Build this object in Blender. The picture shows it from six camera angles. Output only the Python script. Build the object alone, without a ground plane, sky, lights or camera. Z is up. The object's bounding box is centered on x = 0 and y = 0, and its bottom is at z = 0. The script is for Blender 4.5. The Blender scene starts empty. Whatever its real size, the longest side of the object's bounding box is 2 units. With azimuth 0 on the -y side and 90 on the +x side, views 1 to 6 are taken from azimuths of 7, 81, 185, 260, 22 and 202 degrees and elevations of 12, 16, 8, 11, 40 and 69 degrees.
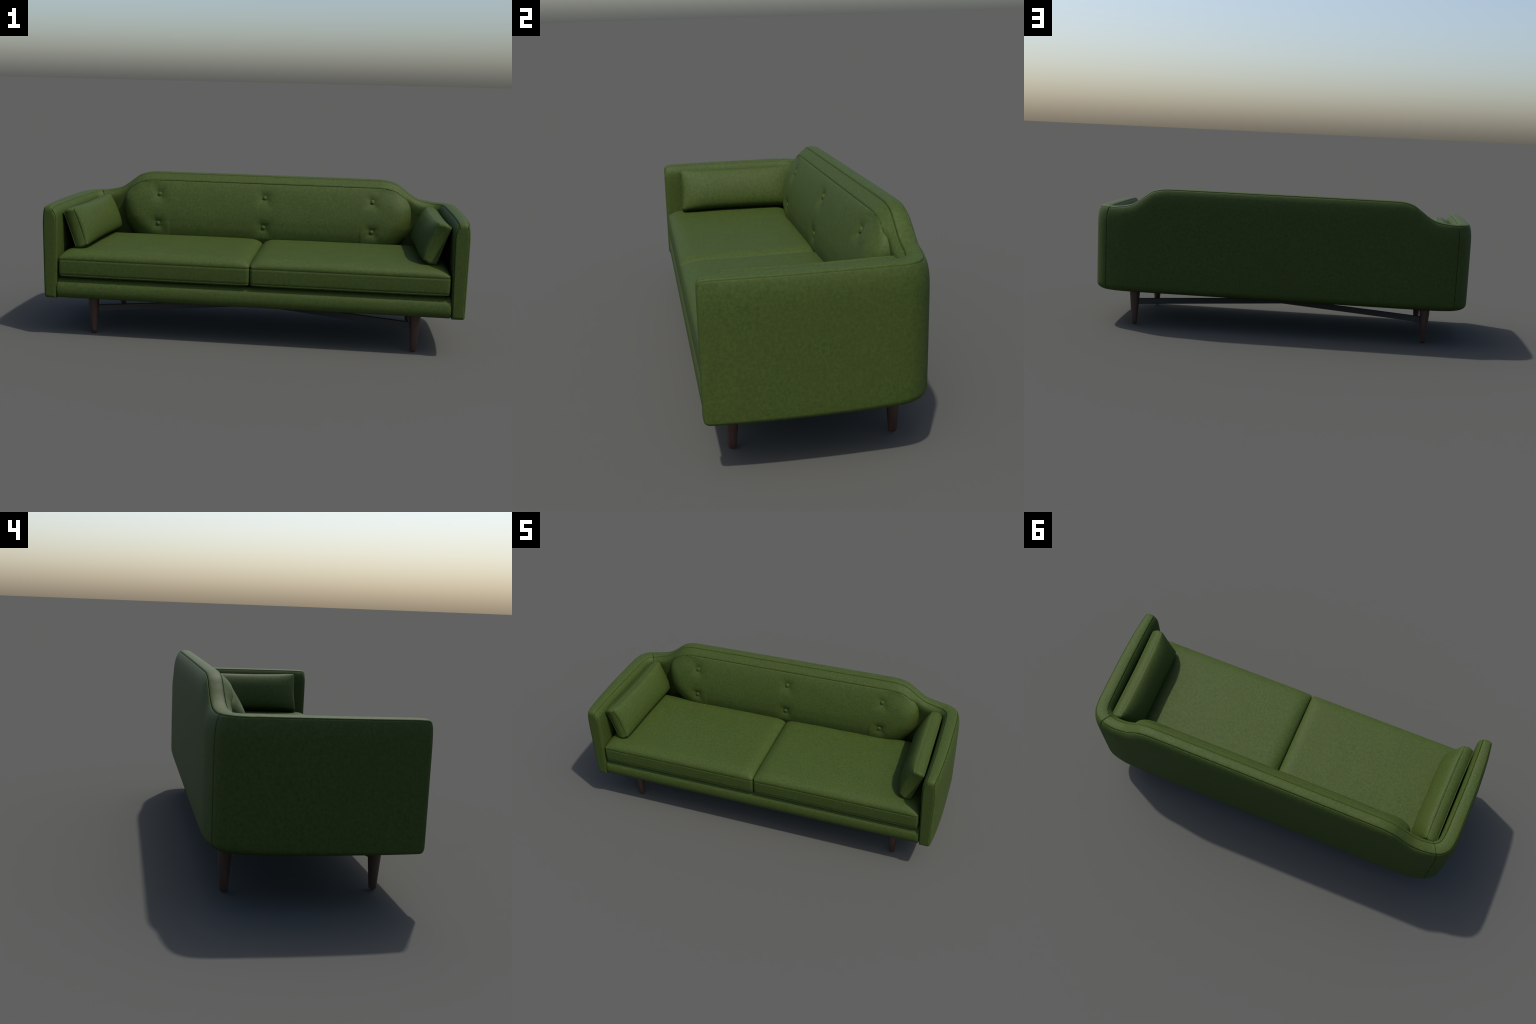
"""Two-seat mid-century sofa: U-shaped upholstered shell (two arms + backrest),
buttoned back cushion, two box seat cushions, two bolster pillows, front rail,
four turned legs and a crossed stretcher under the seat."""
import bpy, math
import numpy as np
from mathutils import noise, Vector

# ------------------------------------------------------------------ helpers
def interp(table, x):
    """Monotone smooth interpolation through (x, y) control pairs."""
    xs = np.array([p[0] for p in table], float)
    ys = np.array([p[1] for p in table], float)
    h = np.diff(xs); d = np.diff(ys) / h
    m = np.zeros(len(xs)); m[0] = d[0]; m[-1] = d[-1]
    for i in range(1, len(xs) - 1):
        if d[i - 1] * d[i] > 0:
            w1 = 2 * h[i] + h[i - 1]; w2 = h[i] + 2 * h[i - 1]
            m[i] = (w1 + w2) / (w1 / d[i - 1] + w2 / d[i])
    x = min(max(x, xs[0]), xs[-1])
    i = min(int(np.searchsorted(xs, x, side='right')) - 1, len(h) - 1)
    t = (x - xs[i]) / h[i]
    return ((2*t**3 - 3*t**2 + 1) * ys[i] + (t**3 - 2*t**2 + t) * h[i] * m[i]
            + (-2*t**3 + 3*t**2) * ys[i+1] + (t**3 - t**2) * h[i] * m[i+1])

def catmull(points, t):
    """Point on a Catmull-Rom curve through control points, t in index units."""
    P = np.array(points, float); n = len(P)
    i = min(int(t), n - 2); f = t - i
    p1, p2 = P[i], P[i+1]
    p0 = P[i-1] if i > 0 else 2*p1 - p2
    p3 = P[i+2] if i + 2 < n else 2*p2 - p1
    return 0.5 * ((2*p1) + (p2-p0)*f + (2*p0-5*p1+4*p2-p3)*f*f + (3*p1-p0-3*p2+p3)*f**3)

def smoothstep(a, b, x):
    t = min(max((x - a) / (b - a), 0.0), 1.0)
    return t * t * (3 - 2 * t)

def add_mesh(name, verts, faces, material, parent, smooth=True):
    me = bpy.data.meshes.new(name)
    me.from_pydata([tuple(map(float, v)) for v in verts], [], faces)
    me.validate(); me.update()
    if smooth:
        me.polygons.foreach_set("use_smooth", [True] * len(me.polygons))
    me.materials.append(material)
    ob = bpy.data.objects.new(name, me)
    bpy.context.scene.collection.objects.link(ob)
    ob.parent = parent
    return ob

def loft(rings, closed=True, cap_start=False, cap_end=False):
    """Quads between successive rings of equal length."""
    n = len(rings[0]); verts = [p for r in rings for p in r]; faces = []
    for k in range(len(rings) - 1):
        for i in range(n if closed else n - 1):
            j = (i + 1) % n
            faces.append((k*n + i, k*n + j, (k+1)*n + j, (k+1)*n + i))
    if cap_start:
        faces.append(tuple(range(n - 1, -1, -1)))
    if cap_end:
        faces.append(tuple((len(rings)-1)*n + i for i in range(n)))
    return verts, faces

def mirror_x(verts, faces):
    return [(-v[0], v[1], v[2]) for v in verts], [tuple(reversed(f)) for f in faces]

def lump(x, y, z, scale, seed):
    return noise.noise(Vector((x * scale + seed * 7.3, y * scale - seed * 3.1, z * scale + seed)))

# ---------------------------------------------------------------- materials
def fabric_material(name, tint=1.0):
    m = bpy.data.materials.new(name); m.use_nodes = True
    nt = m.node_tree; N = nt.nodes; L = nt.links
    bsdf = N["Principled BSDF"]
    tc = N.new("ShaderNodeTexCoord")
    def tex(scale, detail, rough):
        t = N.new("ShaderNodeTexNoise")
        t.inputs["Scale"].default_value = scale
        t.inputs["Detail"].default_value = detail
        t.inputs["Roughness"].default_value = rough
        L.new(tc.outputs["Object"], t.inputs["Vector"])
        return t
    def ramp(src, stops):
        r = N.new("ShaderNodeValToRGB")
        r.color_ramp.elements[0].position = stops[0][0]; r.color_ramp.elements[0].color = stops[0][1]
        r.color_ramp.elements[1].position = stops[-1][0]; r.color_ramp.elements[1].color = stops[-1][1]
        for p, c in stops[1:-1]:
            e = r.color_ramp.elements.new(p); e.color = c
        L.new(src, r.inputs["Fac"]); return r
    def col(r, g, b):
        return (r * tint, g * tint, b * tint, 1)
    # nap: felt-like mottling at about 8 mm, plus fine fibre grain
    mott = tex(95, 4, 0.62)
    base = ramp(mott.outputs["Fac"], [(0.30, col(*GREEN_DARK)), (0.50, col(*GREEN)), (0.72, col(*GREEN_LIGHT))])
    # broad olive-brown patches
    patch = tex(4.5, 3, 0.55)
    pm = ramp(patch.outputs["Fac"], [(0.42, (0, 0, 0, 1)), (0.72, (1, 1, 1, 1))])
    pmul = N.new("ShaderNodeMath"); pmul.operation = 'MULTIPLY'; pmul.inputs[1].default_value = 0.35
    L.new(pm.outputs["Color"], pmul.inputs[0])
    mix = N.new("ShaderNodeMix"); mix.data_type = 'RGBA'
    L.new(pmul.outputs[0], mix.inputs[0])
    L.new(base.outputs["Color"], mix.inputs[6])
    mix.inputs[7].default_value = col(*OLIVE)
    grain = tex(420, 2, 0.7)
    gr = ramp(grain.outputs["Fac"], [(0.30, (0.88, 0.88, 0.88, 1)), (0.70, (1.10, 1.10, 1.10, 1))])
    mul = N.new("ShaderNodeMix"); mul.data_type = 'RGBA'; mul.blend_type = 'MULTIPLY'
    mul.inputs[0].default_value = 1.0
    L.new(mix.outputs[2], mul.inputs[6]); L.new(gr.outputs["Color"], mul.inputs[7])
    L.new(mul.outputs[2], bsdf.inputs["Base Color"])
    bsdf.inputs["Roughness"].default_value = FABRIC_ROUGH
    bsdf.inputs["Specular IOR Level"].default_value = FABRIC_SPEC
    bump = N.new("ShaderNodeBump")
    bump.inputs["Strength"].default_value = 0.18
    bump.inputs["Distance"].default_value = 0.0015
    add = N.new("ShaderNodeMath"); add.operation = 'ADD'
    L.new(mott.outputs["Fac"], add.inputs[0]); L.new(grain.outputs["Fac"], add.inputs[1])
    L.new(add.outputs[0], bump.inputs["Height"])
    L.new(bump.outputs["Normal"], bsdf.inputs["Normal"])
    return m

GREEN_DARK = (0.0300, 0.0500, 0.0085)
GREEN = (0.0380, 0.0615, 0.0110)
GREEN_LIGHT = (0.0490, 0.0760, 0.0145)
OLIVE = (0.0440, 0.0560, 0.0100)
FABRIC_ROUGH = 0.62
FABRIC_SPEC = 0.17

def wood_material():
    m = bpy.data.materials.new("dark_stained_wood"); m.use_nodes = True
    nt = m.node_tree; N = nt.nodes; L = nt.links; b = N["Principled BSDF"]
    tc = N.new("ShaderNodeTexCoord"); mp = N.new("ShaderNodeMapping")
    mp.inputs["Scale"].default_value = (90, 90, 7)
    L.new(tc.outputs["Object"], mp.inputs["Vector"])
    t = N.new("ShaderNodeTexNoise"); t.inputs["Scale"].default_value = 1.0
    t.inputs["Detail"].default_value = 5
    L.new(mp.outputs["Vector"], t.inputs["Vector"])
    r = N.new("ShaderNodeValToRGB")
    r.color_ramp.elements[0].position = 0.32; r.color_ramp.elements[0].color = (0.036, 0.017, 0.012, 1)
    r.color_ramp.elements[1].position = 0.70; r.color_ramp.elements[1].color = (0.066, 0.034, 0.024, 1)
    L.new(t.outputs["Fac"], r.inputs["Fac"]); L.new(r.outputs["Color"], b.inputs["Base Color"])
    b.inputs["Roughness"].default_value = 0.45
    return m

def plain_material(name, color, rough):
    m = bpy.data.materials.new(name); m.use_nodes = True
    N = m.node_tree.nodes; L = m.node_tree.links; b = N["Principled BSDF"]
    tc = N.new("ShaderNodeTexCoord"); t = N.new("ShaderNodeTexNoise")
    t.inputs["Scale"].default_value = 60
    L.new(tc.outputs["Object"], t.inputs["Vector"])
    r = N.new("ShaderNodeValToRGB")
    r.color_ramp.elements[0].color = (*[c * 0.85 for c in color], 1)
    r.color_ramp.elements[1].color = (*[c * 1.15 for c in color], 1)
    L.new(t.outputs["Fac"], r.inputs["Fac"]); L.new(r.outputs["Color"], b.inputs["Base Color"])
    b.inputs["Roughness"].default_value = rough
    return m

FABRIC = fabric_material("green_felted_fabric")
WOOD = wood_material()
IRON = plain_material("blackened_bar", (0.020, 0.021, 0.022), 0.5)

# ---------------------------------------------------------------- the sofa
sofa = bpy.data.objects.new("sofa", None)
bpy.context.scene.collection.objects.link(sofa)
sofa["label"] = "green felt two-seat sofa with buttoned back and tapered legs"
sofa["category"] = "sofa"

# --- shell plan (right half): outer and inner top seams, front of arm -> middle of back
OUTER = [(.976, -.350), (.983, -.25), (.9855, -.10), (.983, .04), (.979, .155), (.975, .220),
         (.966, .265), (.943, .299), (.907, .3195), (.85, .331), (.79, .335), (.63, .337), (.30, .337), (0, .337)]
INNER = [(.932, -.350), (.932, -.25), (.930, -.10), (.925, .04), (.920, .155), (.917, .200),
         (.911, .236), (.899, .257), (.880, .2715), (.84, .281), (.79, .285), (.63, .288), (.30, .288), (0, .288)]
JOINT = 8                      # control index of the arm / back seam
# crown height of the back rail as a function of x
CREST = [(0, .742), (.50, .7415), (.585, .741), (.62, .739), (.673, .7262), (.717, .697), (.755, .669),
         (.79, .650), (.84, .639), (.89, .634), (.93, .634), (1.0, .634)]
BOTTOM = .187
WALL_IN = .034                 # how far the back's inner face leans in below its top seam
EPS = .0022                    # half width of a seam groove
DEPTH = .0055                  # depth of a seam groove

def crest(t):
    o = catmull(OUTER, t); i = catmull(INNER, t)
    if t < 5:
        return interp([(0, .6305), (.5, .633), (2, .634), (5, .635)], t)
    x = (o[0] + i[0]) / 2
    return interp(CREST, x)

def shell_section(t, joint_dip=0.0):
    """Closed cross-section of the shell wall at path position t."""
    o = catmull(OUTER, t); i = catmull(INNER, t)
    H = crest(t)
    thick = np.linalg.norm(o - i); n = (o - i) / thick
    back = smoothstep(5.5, 9.2, t)                      # 0 on the arm, 1 on the back
    bulge = interp([(0, .010), (.8, .0125), (2, .0145), (4, .0150), (6, .0160), (8, .0190), (10, .0230), (13, .0235)], t)
    r = interp([(0, .012), (1, .016), (3, .020), (5, .028), (8, .038), (10, .040), (13, .040)], t)
    low = BOTTOM - .004 * back                           # the back hangs a touch lower
    zs = H - .0055                                       # height of both top seams
    pts = []                                             # (outward distance from o, z)
    # underside and rounded lower outer edge
    pts.append((-thick - .004, low))
    pts.append((-thick * .5, low))
    for k in range(9):
        a = math.pi / 2 * k / 8
        pts.append((bulge * .97 - r + r * math.sin(a), low + r * (1 - math.cos(a))))
    # bulging outer face, rolling in softly towards the top seam
    z0 = low + r
    span = zs - .10 - z0
    for f in (.12, .3, .5, .7, .88, 1.0):
        pts.append((bulge * (.97 + .03 * math.sin(math.pi * min(f, .5))), z0 + span * f))
    for dz, b in ((.080, .98), (.064, .94), (.050, .87), (.038, .775), (.027, .65), (.018, .51), (.0115, .38), (.0075, .28)):
        pts.append((bulge * b, zs - dz))
    # outer seam groove
    pts += [(bulge * .20, zs - .0045), (bulge * .11, zs - .0027), (-.0022, zs - DEPTH - .0006), (-.0018, zs + .0006), (-.0045, zs + .0026)]
    # slightly domed top strip
    for f in (.22, .38, .5, .62, .78):
        pts.append((-thick * f, zs + .0055 * (1 - (2*f - 1)**2) ** .7))
    # inner seam groove
    pts += [(-thick + .0045, zs + .0026), (-thick + .0018, zs + .0006), (-thick + .0014, zs - DEPTH - .0006),
            (-thick - .0020, zs - .0026), (-thick - .0038, zs - .0044)]
    # inner face: leaning roll on the back, gentle lip on the arm
    arm_in = [(.0085, .012), (.0135, .020), (.0170, .030), (.0185, .042), (.0190, .060), (.0180, .11), (.0150, .18)]
    corner_in = [(.0120, .012), (.0190, .020), (.0225, .030), (.0230, .042), (.0210, .065), (.0150, .10), (.0120, .17)]
    lip_in = [(.0130, .0120), (.0225, .0205), (.0300, .0278), (.0350, .0335), (.0345, .0360), (.0290, .0420), (.0240, .17)]
    lip = 1 - smoothstep(.700, .745, (o[0] + i[0]) / 2)   # along the cushion the roll ends in a lip at its seam
    for A, B, C in zip(arm_in, corner_in, lip_in):
        w = np.array(B) * (1 - lip) + np.array(C) * lip
        w = np.array(A) * (1 - back) + w * back
        pts.append((-thick - w[0], zs - w[1]))
    pts.append((-thick - .012, .33))
    pts.append((-thick - .008, .24))
    pts.append((-thick - .006, .20))
    ring = []
    for (d, z) in pts:
        if joint_dip:
            if d > -.003: d -= joint_dip
            elif d < -thick + .003: d += joint_dip
            if z > zs - .01: z -= joint_dip * .8
            if z < low + .01: z += joint_dip * .5
        p = o + n * d
        ring.append((p[0], p[1], z))
    return ring

# ---- arms
def arm_mesh():
    ts = list(np.linspace(.15, 5, 36)) + list(np.linspace(5.12, JOINT - .12, 26))
    ts += [JOINT - .07]
    secs = [shell_section(t) for t in ts]
    secs.append(shell_section(JOINT - .035, .0012))
    secs.append(shell_section(JOINT, DEPTH))
    first = secs[0]
    # front end: the top strip rolls over the corner and runs down between two vertical seams
    zlo, zhi = min(p[2] for p in first), max(p[2] for p in first)
    xlo, xhi = min(p[0] for p in first), max(p[0] for p in first)
    def end_ring(y, ix, top, low, groove=0.0):
        cx = (xlo + xhi) / 2; fx = 1 - ix / ((xhi - xlo) / 2)
        ring = []
        for p in first:
            h = (p[2] - zlo) / (zhi - zlo)
            z = p[2] - top * smoothstep(.5, 1, h) + low * (1 - smoothstep(0, .5, h))
            side = smoothstep(0, .02, p[2] - zlo - .012) * smoothstep(0, .006, zhi - .004 - p[2])
            ring.append((cx + (p[0] - cx) * fx, y + groove * side, z))
        return ring
    caps = [end_ring(-.3582, .0150, .0300, .0200), end_ring(-.3580, .0105, .0215, .0140), end_ring(-.3572, .0088, .0170, .0110),
            end_ring(-.3560, .0076, .0132, .0085, .0035), end_ring(-.3548, .0064, .0105, .0066),
            end_ring(-.3526, .0042, .0070, .0045), end_ring(-.3490, .0022, .0040, .0024),
            end_ring(-.3450, .0008, .0016, .0010), end_ring(-.3405, .0002, .0004, .0003)]
    v, f = loft(caps + secs, closed=True, cap_start=True, cap_end=True)
    return v, f

av, af = arm_mesh()
add_mesh("arm", *mirror_x(av, af), FABRIC, sofa)
add_mesh("arm", av, af, FABRIC, sofa)

# ---- backrest shell
def backrest_mesh():
    ts = list(np.linspace(JOINT + .12, 10, 24)) + list(np.linspace(10.03, 11.3, 44)) + list(np.linspace(11.4, 13, 14))
    right = [shell_section(JOINT, DEPTH), shell_section(JOINT + .035, .0012), shell_section(JOINT + .07)]
    right += [shell_section(t) for t in ts]
    left = [[(-p[0], p[1], p[2]) for p in s] for s in reversed(right[:-1])]
    return loft(right + left, closed=True, cap_start=True, cap_end=True)

bv, bf = backrest_mesh()
backrest = add_mesh("backrest", bv, bf, FABRIC, sofa)

# ---- buttoned back cushion set into the backrest
BUTTONS = [(x, z) for z in (.630, .480) for x in (-.558, 0.0, .558)]
FACE = [(.345, .215), (.37, .200), (.40, .184), (.43, .1745), (.46, .1720), (.50, .1760), (.55, .1870), (.60, .2020),
        (.64, .2170), (.67, .2310), (.690, .2430), (.700, .2505)]
HALF = [(.345, .655), (.37, .683), (.40, .704), (.43, .723), (.46, .740), (.50, .755), (.55, .760), (.60, .755), (.62, .748),
        (.64, .735), (.66, .7125), (.675, .693), (.688, .669), (.695, .645), (.6985, .625), (.700, .600)]
OUTLINE = np.array([(interp(HALF, z), z) for z in np.linspace(.345, .700, 240)])   # side and shoulder of the cushion

def button_dip(x, z):
    dip = 0.0
    for bx, bz in BUTTONS:
        dx, dz = x - bx, z - bz
        rr = math.hypot(dx, dz); th = math.atan2(dz, dx)
        star = 1 + .18 * math.cos(4 * (th - math.radians(42)))     # four radiating pleats
        reach = .029 * (1 + .6 * (star - 1))
        dip += .0150 * math.exp(-(rr / reach) ** 1.45)
    return dip

def cushion_face(x, z, face=None):
    y = interp(FACE, z) if face is None else face
    d = .1
    if abs(x) > .50:
        d = float(np.sqrt(((OUTLINE - (abs(x), z)) ** 2).sum(1).min()))
    k = min(d / (.088 + .045 * (1 - smoothstep(.44, .62, z))), 1.0)
    rim = interp([(.345, .278), (.50, .272), (.58, .267), (.62, .262), (.66, .2555), (.70, .2515)], z)
    f = max(0.0, 1 - (1 - k) ** 2.2) ** .5
    y = rim + (y - rim) * f
    y += button_dip(x, z) + .0010 * lump(x, 0, z, 9, 2)
    # the border is pulled down into the seam
    edge = min(d, max(.7005 - z, 0.0))
    return y + .0050 * (1 - smoothstep(0, .0042, edge))

def back_cushion_mesh():
    zs = list(np.linspace(.345, .60, 78)) + list(np.linspace(.603, .69, 30)) + [.6915, .693, .6945, .6957, .6966, .6974, .6982, .6990, .6996, .7]
    us = []
    n = 300
    for i in range(n + 1):
        u = -1 + 2 * i / n
        us.append(math.copysign(1 - (1 - abs(u)) ** 1.45, u) if u else 0.0)
    front = []
    for z in zs:
        w = interp(HALF, z); face = interp(FACE, z)
        front.append([(u * w, cushion_face(u * w, z, face), z) for u in us])
    verts = [p for r in front for p in r]; faces = []
    m = len(us)
    for a in range(len(zs) - 1):
        for b in range(m - 1):
            faces.append((a*m + b, a*m + b + 1, (a+1)*m + b + 1, (a+1)*m + b))
    # closed rear inside the backrest wall
    border = [b for b in range(m)] + [a*m + m - 1 for a in range(1, len(zs))] \
        + [(len(zs)-1)*m + b for b in range(m - 2, -1, -1)] + [a*m for a in range(len(zs) - 2, 0, -1)]
    base = len(verts)
    for idx in border:
        x, y, z = verts[idx]; verts.append((x * .995, .285, z - .004))
    nb = len(border)
    for k in range(nb):
        j = (k + 1) % nb
        faces.append((border[j], border[k], base + k, base + j))
    faces.append(tuple(base + k for k in range(nb)))
    return verts, faces

cv, cf = back_cushion_mesh()
back_cushion = add_mesh("back_cushion", cv, cf, FABRIC, sofa)

# ---- fabric-covered buttons
def button_mesh():
    prof = [(.0096, -.006), (.0114, -.002), (.0119, .0008), (.0113, .0034), (.0094, .0056), (.0062, .0066), (.0030, .0073)]
    n = 28; rings = []
    for r, h in prof:
        rings.append([(r * math.cos(2*math.pi*k/n), r * math.sin(2*math.pi*k/n), h) for k in range(n)])
    v, f = loft(rings, closed=True, cap_start=True, cap_end=False)
    v.append((0, 0, .0075)); last = len(v) - 1; b = (len(rings) - 1) * n
    f += [(b + k, b + (k + 1) % n, last) for k in range(n)]
    return v, f

first_button = None
for bx, bz in BUTTONS:
    if first_button is None:
        ob = add_mesh("button", *button_mesh(), FABRIC, back_cushion); first_button = ob
    else:
        ob = first_button.copy(); bpy.context.scene.collection.objects.link(ob); ob.parent = back_cushion
    y = cushion_face(bx, bz)
    ny = -1.0; nz = (interp(FACE, bz + .02) - interp(FACE, bz - .02)) / .04
    d = Vector((0, ny, nz)).normalized()
    ob.rotation_mode = 'QUATERNION'
    ob.rotation_quaternion = Vector((0, 0, 1)).rotation_difference(d)
    ob.location = Vector((bx, y, bz)) + d * .0020

# ---- box cushions (rounded rectangle plan, welted seams, crowned faces)
def rounded_rect(hx, hy, r, per_corner=7, per_side=26, bow=0.0):
    r = max(min(r, hx, hy), .0005)
    pts = []
    corners = [(hx - r, -hy + r, -90), (hx - r, hy - r, 0), (-hx + r, hy - r, 90), (-hx + r, -hy + r, 180)]
    arcs = []
    for cx, cy, a0 in corners:
        arcs.append([(cx + r * math.cos(math.radians(a0 + 90 * k / per_corner)),
                      cy + r * math.sin(math.radians(a0 + 90 * k / per_corner))) for k in range(per_corner + 1)])
    for c in range(4):
        pts += arcs[c]
        p, q = arcs[c][-1], arcs[(c + 1) % 4][0]
        for k in range(1, per_side):
            t = k / per_side
            x = p[0] + (q[0] - p[0]) * t; y = p[1] + (q[1] - p[1]) * t
            s = bow * math.sin(math.pi * t) ** .8
            if c in (0, 2): x -= math.copysign(s, x)
            else: y -= math.copysign(s, y)
            pts.append((x, y))
    return pts

def box_cushion_mesh(hx, hy, corner, z_lo, z_hi, crown_lo, crown_hi, roll_x, roll_y, bow=0.0, power=2.0, side_bulge=.003, seam=.0028, tight=0, tilt=0.0, low_heavy=0.0, dome=0.0):
    """Rings from the bottom centre over the side band to the top centre.
    The crown is a product of two rolls, so the corners fall away softly."""
    inset_max = min(hx, hy) * .55
    def outline(inset):
        return rounded_rect(hx - inset, hy - inset, max(corner - inset * .2, .006), bow=bow * max(0, 1 - inset / inset_max))
    def roll(d, r):
        k = min(max(d, 0) / r, 1)
        return (1 - (1 - k) ** power) ** (1 / power)
    def crowned(pts, z, amount):
        out = []
        for x, y in pts:
            bx = bow * math.sin(math.pi * min(max((y + hy) / (2*hy), 0), 1))
            by = bow * math.sin(math.pi * min(max((x + hx) / (2*hx), 0), 1))
            dx = hx - bx - abs(x)
            if tight and x * tight > 0:
                dx += .0035                               # pressed flat against its neighbour on this side
            c = roll(dx, roll_x) * roll(hy - by - abs(y), roll_y)
            c *= (1 + tilt * y / hy + dome * (1 - (x / hx) ** 2) * (1 - (y / hy) ** 2)) * (1 - low_heavy * x / hx)
            out.append((x, y, z + amount * c))
        return out
    ins = [inset_max * (1 - math.cos(math.pi / 2 * k / 20)) for k in range(1, 21)]
    scales = [1 - k / 22 for k in range(1, 22)]
    inner = outline(inset_max)
    faces_rings = [outline(d) for d in ins] + [[(x * s, y * s) for x, y in inner] for s in scales]
    rings = [crowned(r, z_lo - .0024, -crown_lo) for r in reversed(faces_rings)]
    def flat(inset, z):
        return [(x, y, z) for x, y in outline(inset)]
    rings += [flat(.0006, z_lo - .0022), flat(seam, z_lo), flat(-.0002, z_lo + .0022)]
    for k in range(1, 8):
        f = k / 8
        rings.append(flat(-side_bulge * math.sin(math.pi * f), z_lo + .0022 + (z_hi - z_lo - .0044) * f))
    rings += [flat(-.0006, z_hi - .0022), flat(seam, z_hi), flat(.0004, z_hi + .0020)]
    rings += [crowned(r, z_hi + .0024, crown_hi) for r in faces_rings]
    return loft(rings, closed=True, cap_start=True, cap_end=True)

# seat cushions
SEAT_X0, SEAT_X1, SEAT_Y0, SEAT_Y1 = .0012, .914, -.3545, .225
for side in (-1, 1):
    hx, hy = (SEAT_X1 - SEAT_X0) / 2, (SEAT_Y1 - SEAT_Y0) / 2
    v, f = box_cushion_mesh(hx, hy, .016, .305, .376, .018, .0440, .080, .075, power=2.3, side_bulge=.0010, seam=.0015, tight=-side, tilt=.05, dome=.07)
    cx, cy = side * (SEAT_X0 + SEAT_X1) / 2, (SEAT_Y0 + SEAT_Y1) / 2
    out = []
    for x, y, z in v:
        w = 1.0 if z > .40 else .3
        z += .0015 * w * lump(x + cx, y, 0, 7, 5 + side)
        out.append((x + cx, y + cy, z))
    add_mesh("seat_cushion", out, f, FABRIC, sofa)

# arm pillows leaning against the arms
PILLOW_TILT = math.radians(19)
def pillow(side):
    hx, hy = .095, .271          # half height (up the face), half length (front to back)
    v, f = box_cushion_mesh(hx, hy, .013, -.025, .025, .012, .039, .094, .14, bow=.006, power=2.2, side_bulge=.005, seam=.0018, low_heavy=.14)
    # local x -> up, y -> along the arm, z -> towards the seat middle
    out = []
    c, s = math.cos(PILLOW_TILT), math.sin(PILLOW_TILT)
    yaw = math.radians(2.0)
    for x, y, z in v:
        z += .0010 * lump(x, y, 0, 10, 11 + side) * (1 if z > .03 else 0)
        up = x * c + z * s
        inward = z * c - x * s
        px = .842 - inward - y * math.sin(yaw)
        py = -.0135 + y * math.cos(yaw)
        out.append((side * px, py, .5185 + up))
    if side < 0:
        f = [tuple(reversed(q)) for q in f]
    return out, f
for side in (-1, 1):
    add_mesh("arm_pillow", *pillow(side), FABRIC, sofa)

# ---- front rail / seat platform
def rail_mesh():
    prof = [(.29, .189), (-.20, .1885), (-.320, .1885), (-.338, .1900), (-.3470, .1945), (-.3515, .203), (-.3560, .216), (-.3560, .232),
            (-.3540, .248), (-.3490, .262), (-.3390, .274), (-.3290, .2825), (-.315, .287), (-.29, .289), (-.10, .289), (.29, .289)]
    rings = []
    for x, inset in [(-.9245, .008), (-.9235, .003), (-.921, .0008), (-.917, 0)] + [(x, 0) for x in np.linspace(-.90, .90, 40)] \
            + [(.917, 0), (.921, .0008), (.9235, .003), (.9245, .008)]:
        ring = []
        for y, z in prof:
            yy = y + inset if y < -.25 else y
            zz = z + (inset if z < .22 else -inset) * (1 if abs(z - .235) > .02 else 0)
            ring.append((x, yy, zz))
        rings.append(ring)
    return loft(rings, closed=True, cap_start=True, cap_end=True)
rv, rf = rail_mesh()
rf = [tuple(reversed(q)) for q in rf]
add_mesh("front_rail", rv, rf, FABRIC, sofa)

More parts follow.
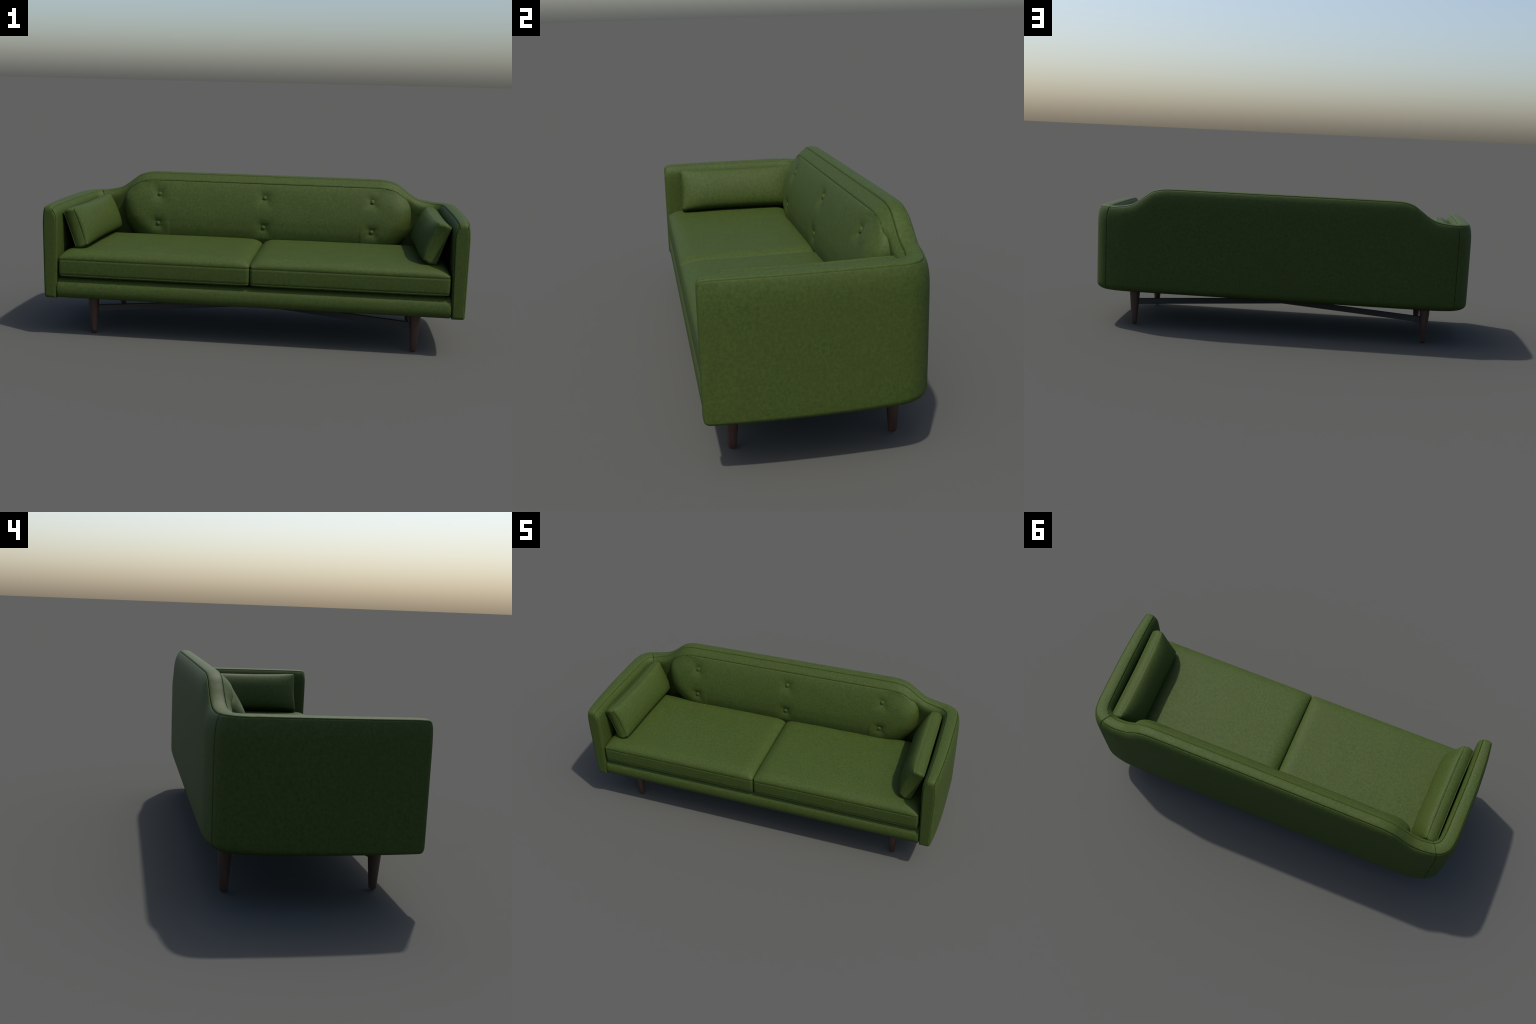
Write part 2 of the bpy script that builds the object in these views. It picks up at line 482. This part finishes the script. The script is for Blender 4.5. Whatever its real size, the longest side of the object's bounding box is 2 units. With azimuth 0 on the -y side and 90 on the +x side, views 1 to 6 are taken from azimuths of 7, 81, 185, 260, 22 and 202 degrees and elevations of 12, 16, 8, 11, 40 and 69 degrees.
# ---- turned legs
def leg_mesh():
    prof = [(.004, 0), (.0095, .0006), (.0125, .0028), (.0138, .0065), (.0146, .013), (.0182, .06), (.0222, .11), (.0252, .15),
            (.0272, .18), (.0276, .195)]
    n = 32
    rings = [[(r * math.cos(2*math.pi*k/n), r * math.sin(2*math.pi*k/n), h) for k in range(n)] for r, h in prof]
    return loft(rings, closed=True, cap_start=True, cap_end=True)
LEGS = [(-.772, -.256), (.772, -.256), (.772, .272), (-.772, .272)]
leg0 = None
for k, (lx, ly) in enumerate(LEGS):
    if leg0 is None:
        ob = leg0 = add_mesh("leg", *leg_mesh(), WOOD, sofa)
    else:
        ob = leg0.copy(); bpy.context.scene.collection.objects.link(ob); ob.parent = sofa
    ob.location = (lx, ly, 0)
    ob.rotation_euler = (0, 0, k * 1.3)

# ---- crossed flat stretcher bars between diagonally opposite legs
def bar(a, b, z_lo, z_hi, half):
    a, b = Vector((*a, 0)), Vector((*b, 0))
    d = (b - a).normalized(); n = Vector((-d.y, d.x, 0)) * half
    a = a + d * .012; b = b - d * .012
    c = .0015
    rings = []
    for p in (a, b):
        ring = []
        for s, z in ((-1, z_lo + c), (-1 + c / half, z_lo), (1 - c / half, z_lo), (1, z_lo + c),
                     (1, z_hi - c), (1 - c / half, z_hi), (-1 + c / half, z_hi), (-1, z_hi - c)):
            q = p + n * s; ring.append((q.x, q.y, z))
        rings.append(ring)
    return loft(rings, closed=True, cap_start=True, cap_end=True)
add_mesh("stretcher", *bar(LEGS[0], LEGS[2], .108, .139, .007), IRON, sofa, smooth=False)
add_mesh("stretcher", *bar(LEGS[1], LEGS[3], .1085, .1385, .007), IRON, sofa, smooth=False)

# consistent outward normals
import bmesh
for me in {o.data for o in bpy.context.scene.objects if o.type == 'MESH'}:
    bm = bmesh.new(); bm.from_mesh(me)
    bmesh.ops.recalc_face_normals(bm, faces=bm.faces)
    bm.to_mesh(me); bm.free()
    me.update()
for o in bpy.context.scene.objects:
    if o.type == 'MESH' and o.name.split('.')[0] in ("arm", "backrest", "back_cushion", "front_rail", "leg"):
        o.data.set_sharp_from_angle(angle=math.radians(60))
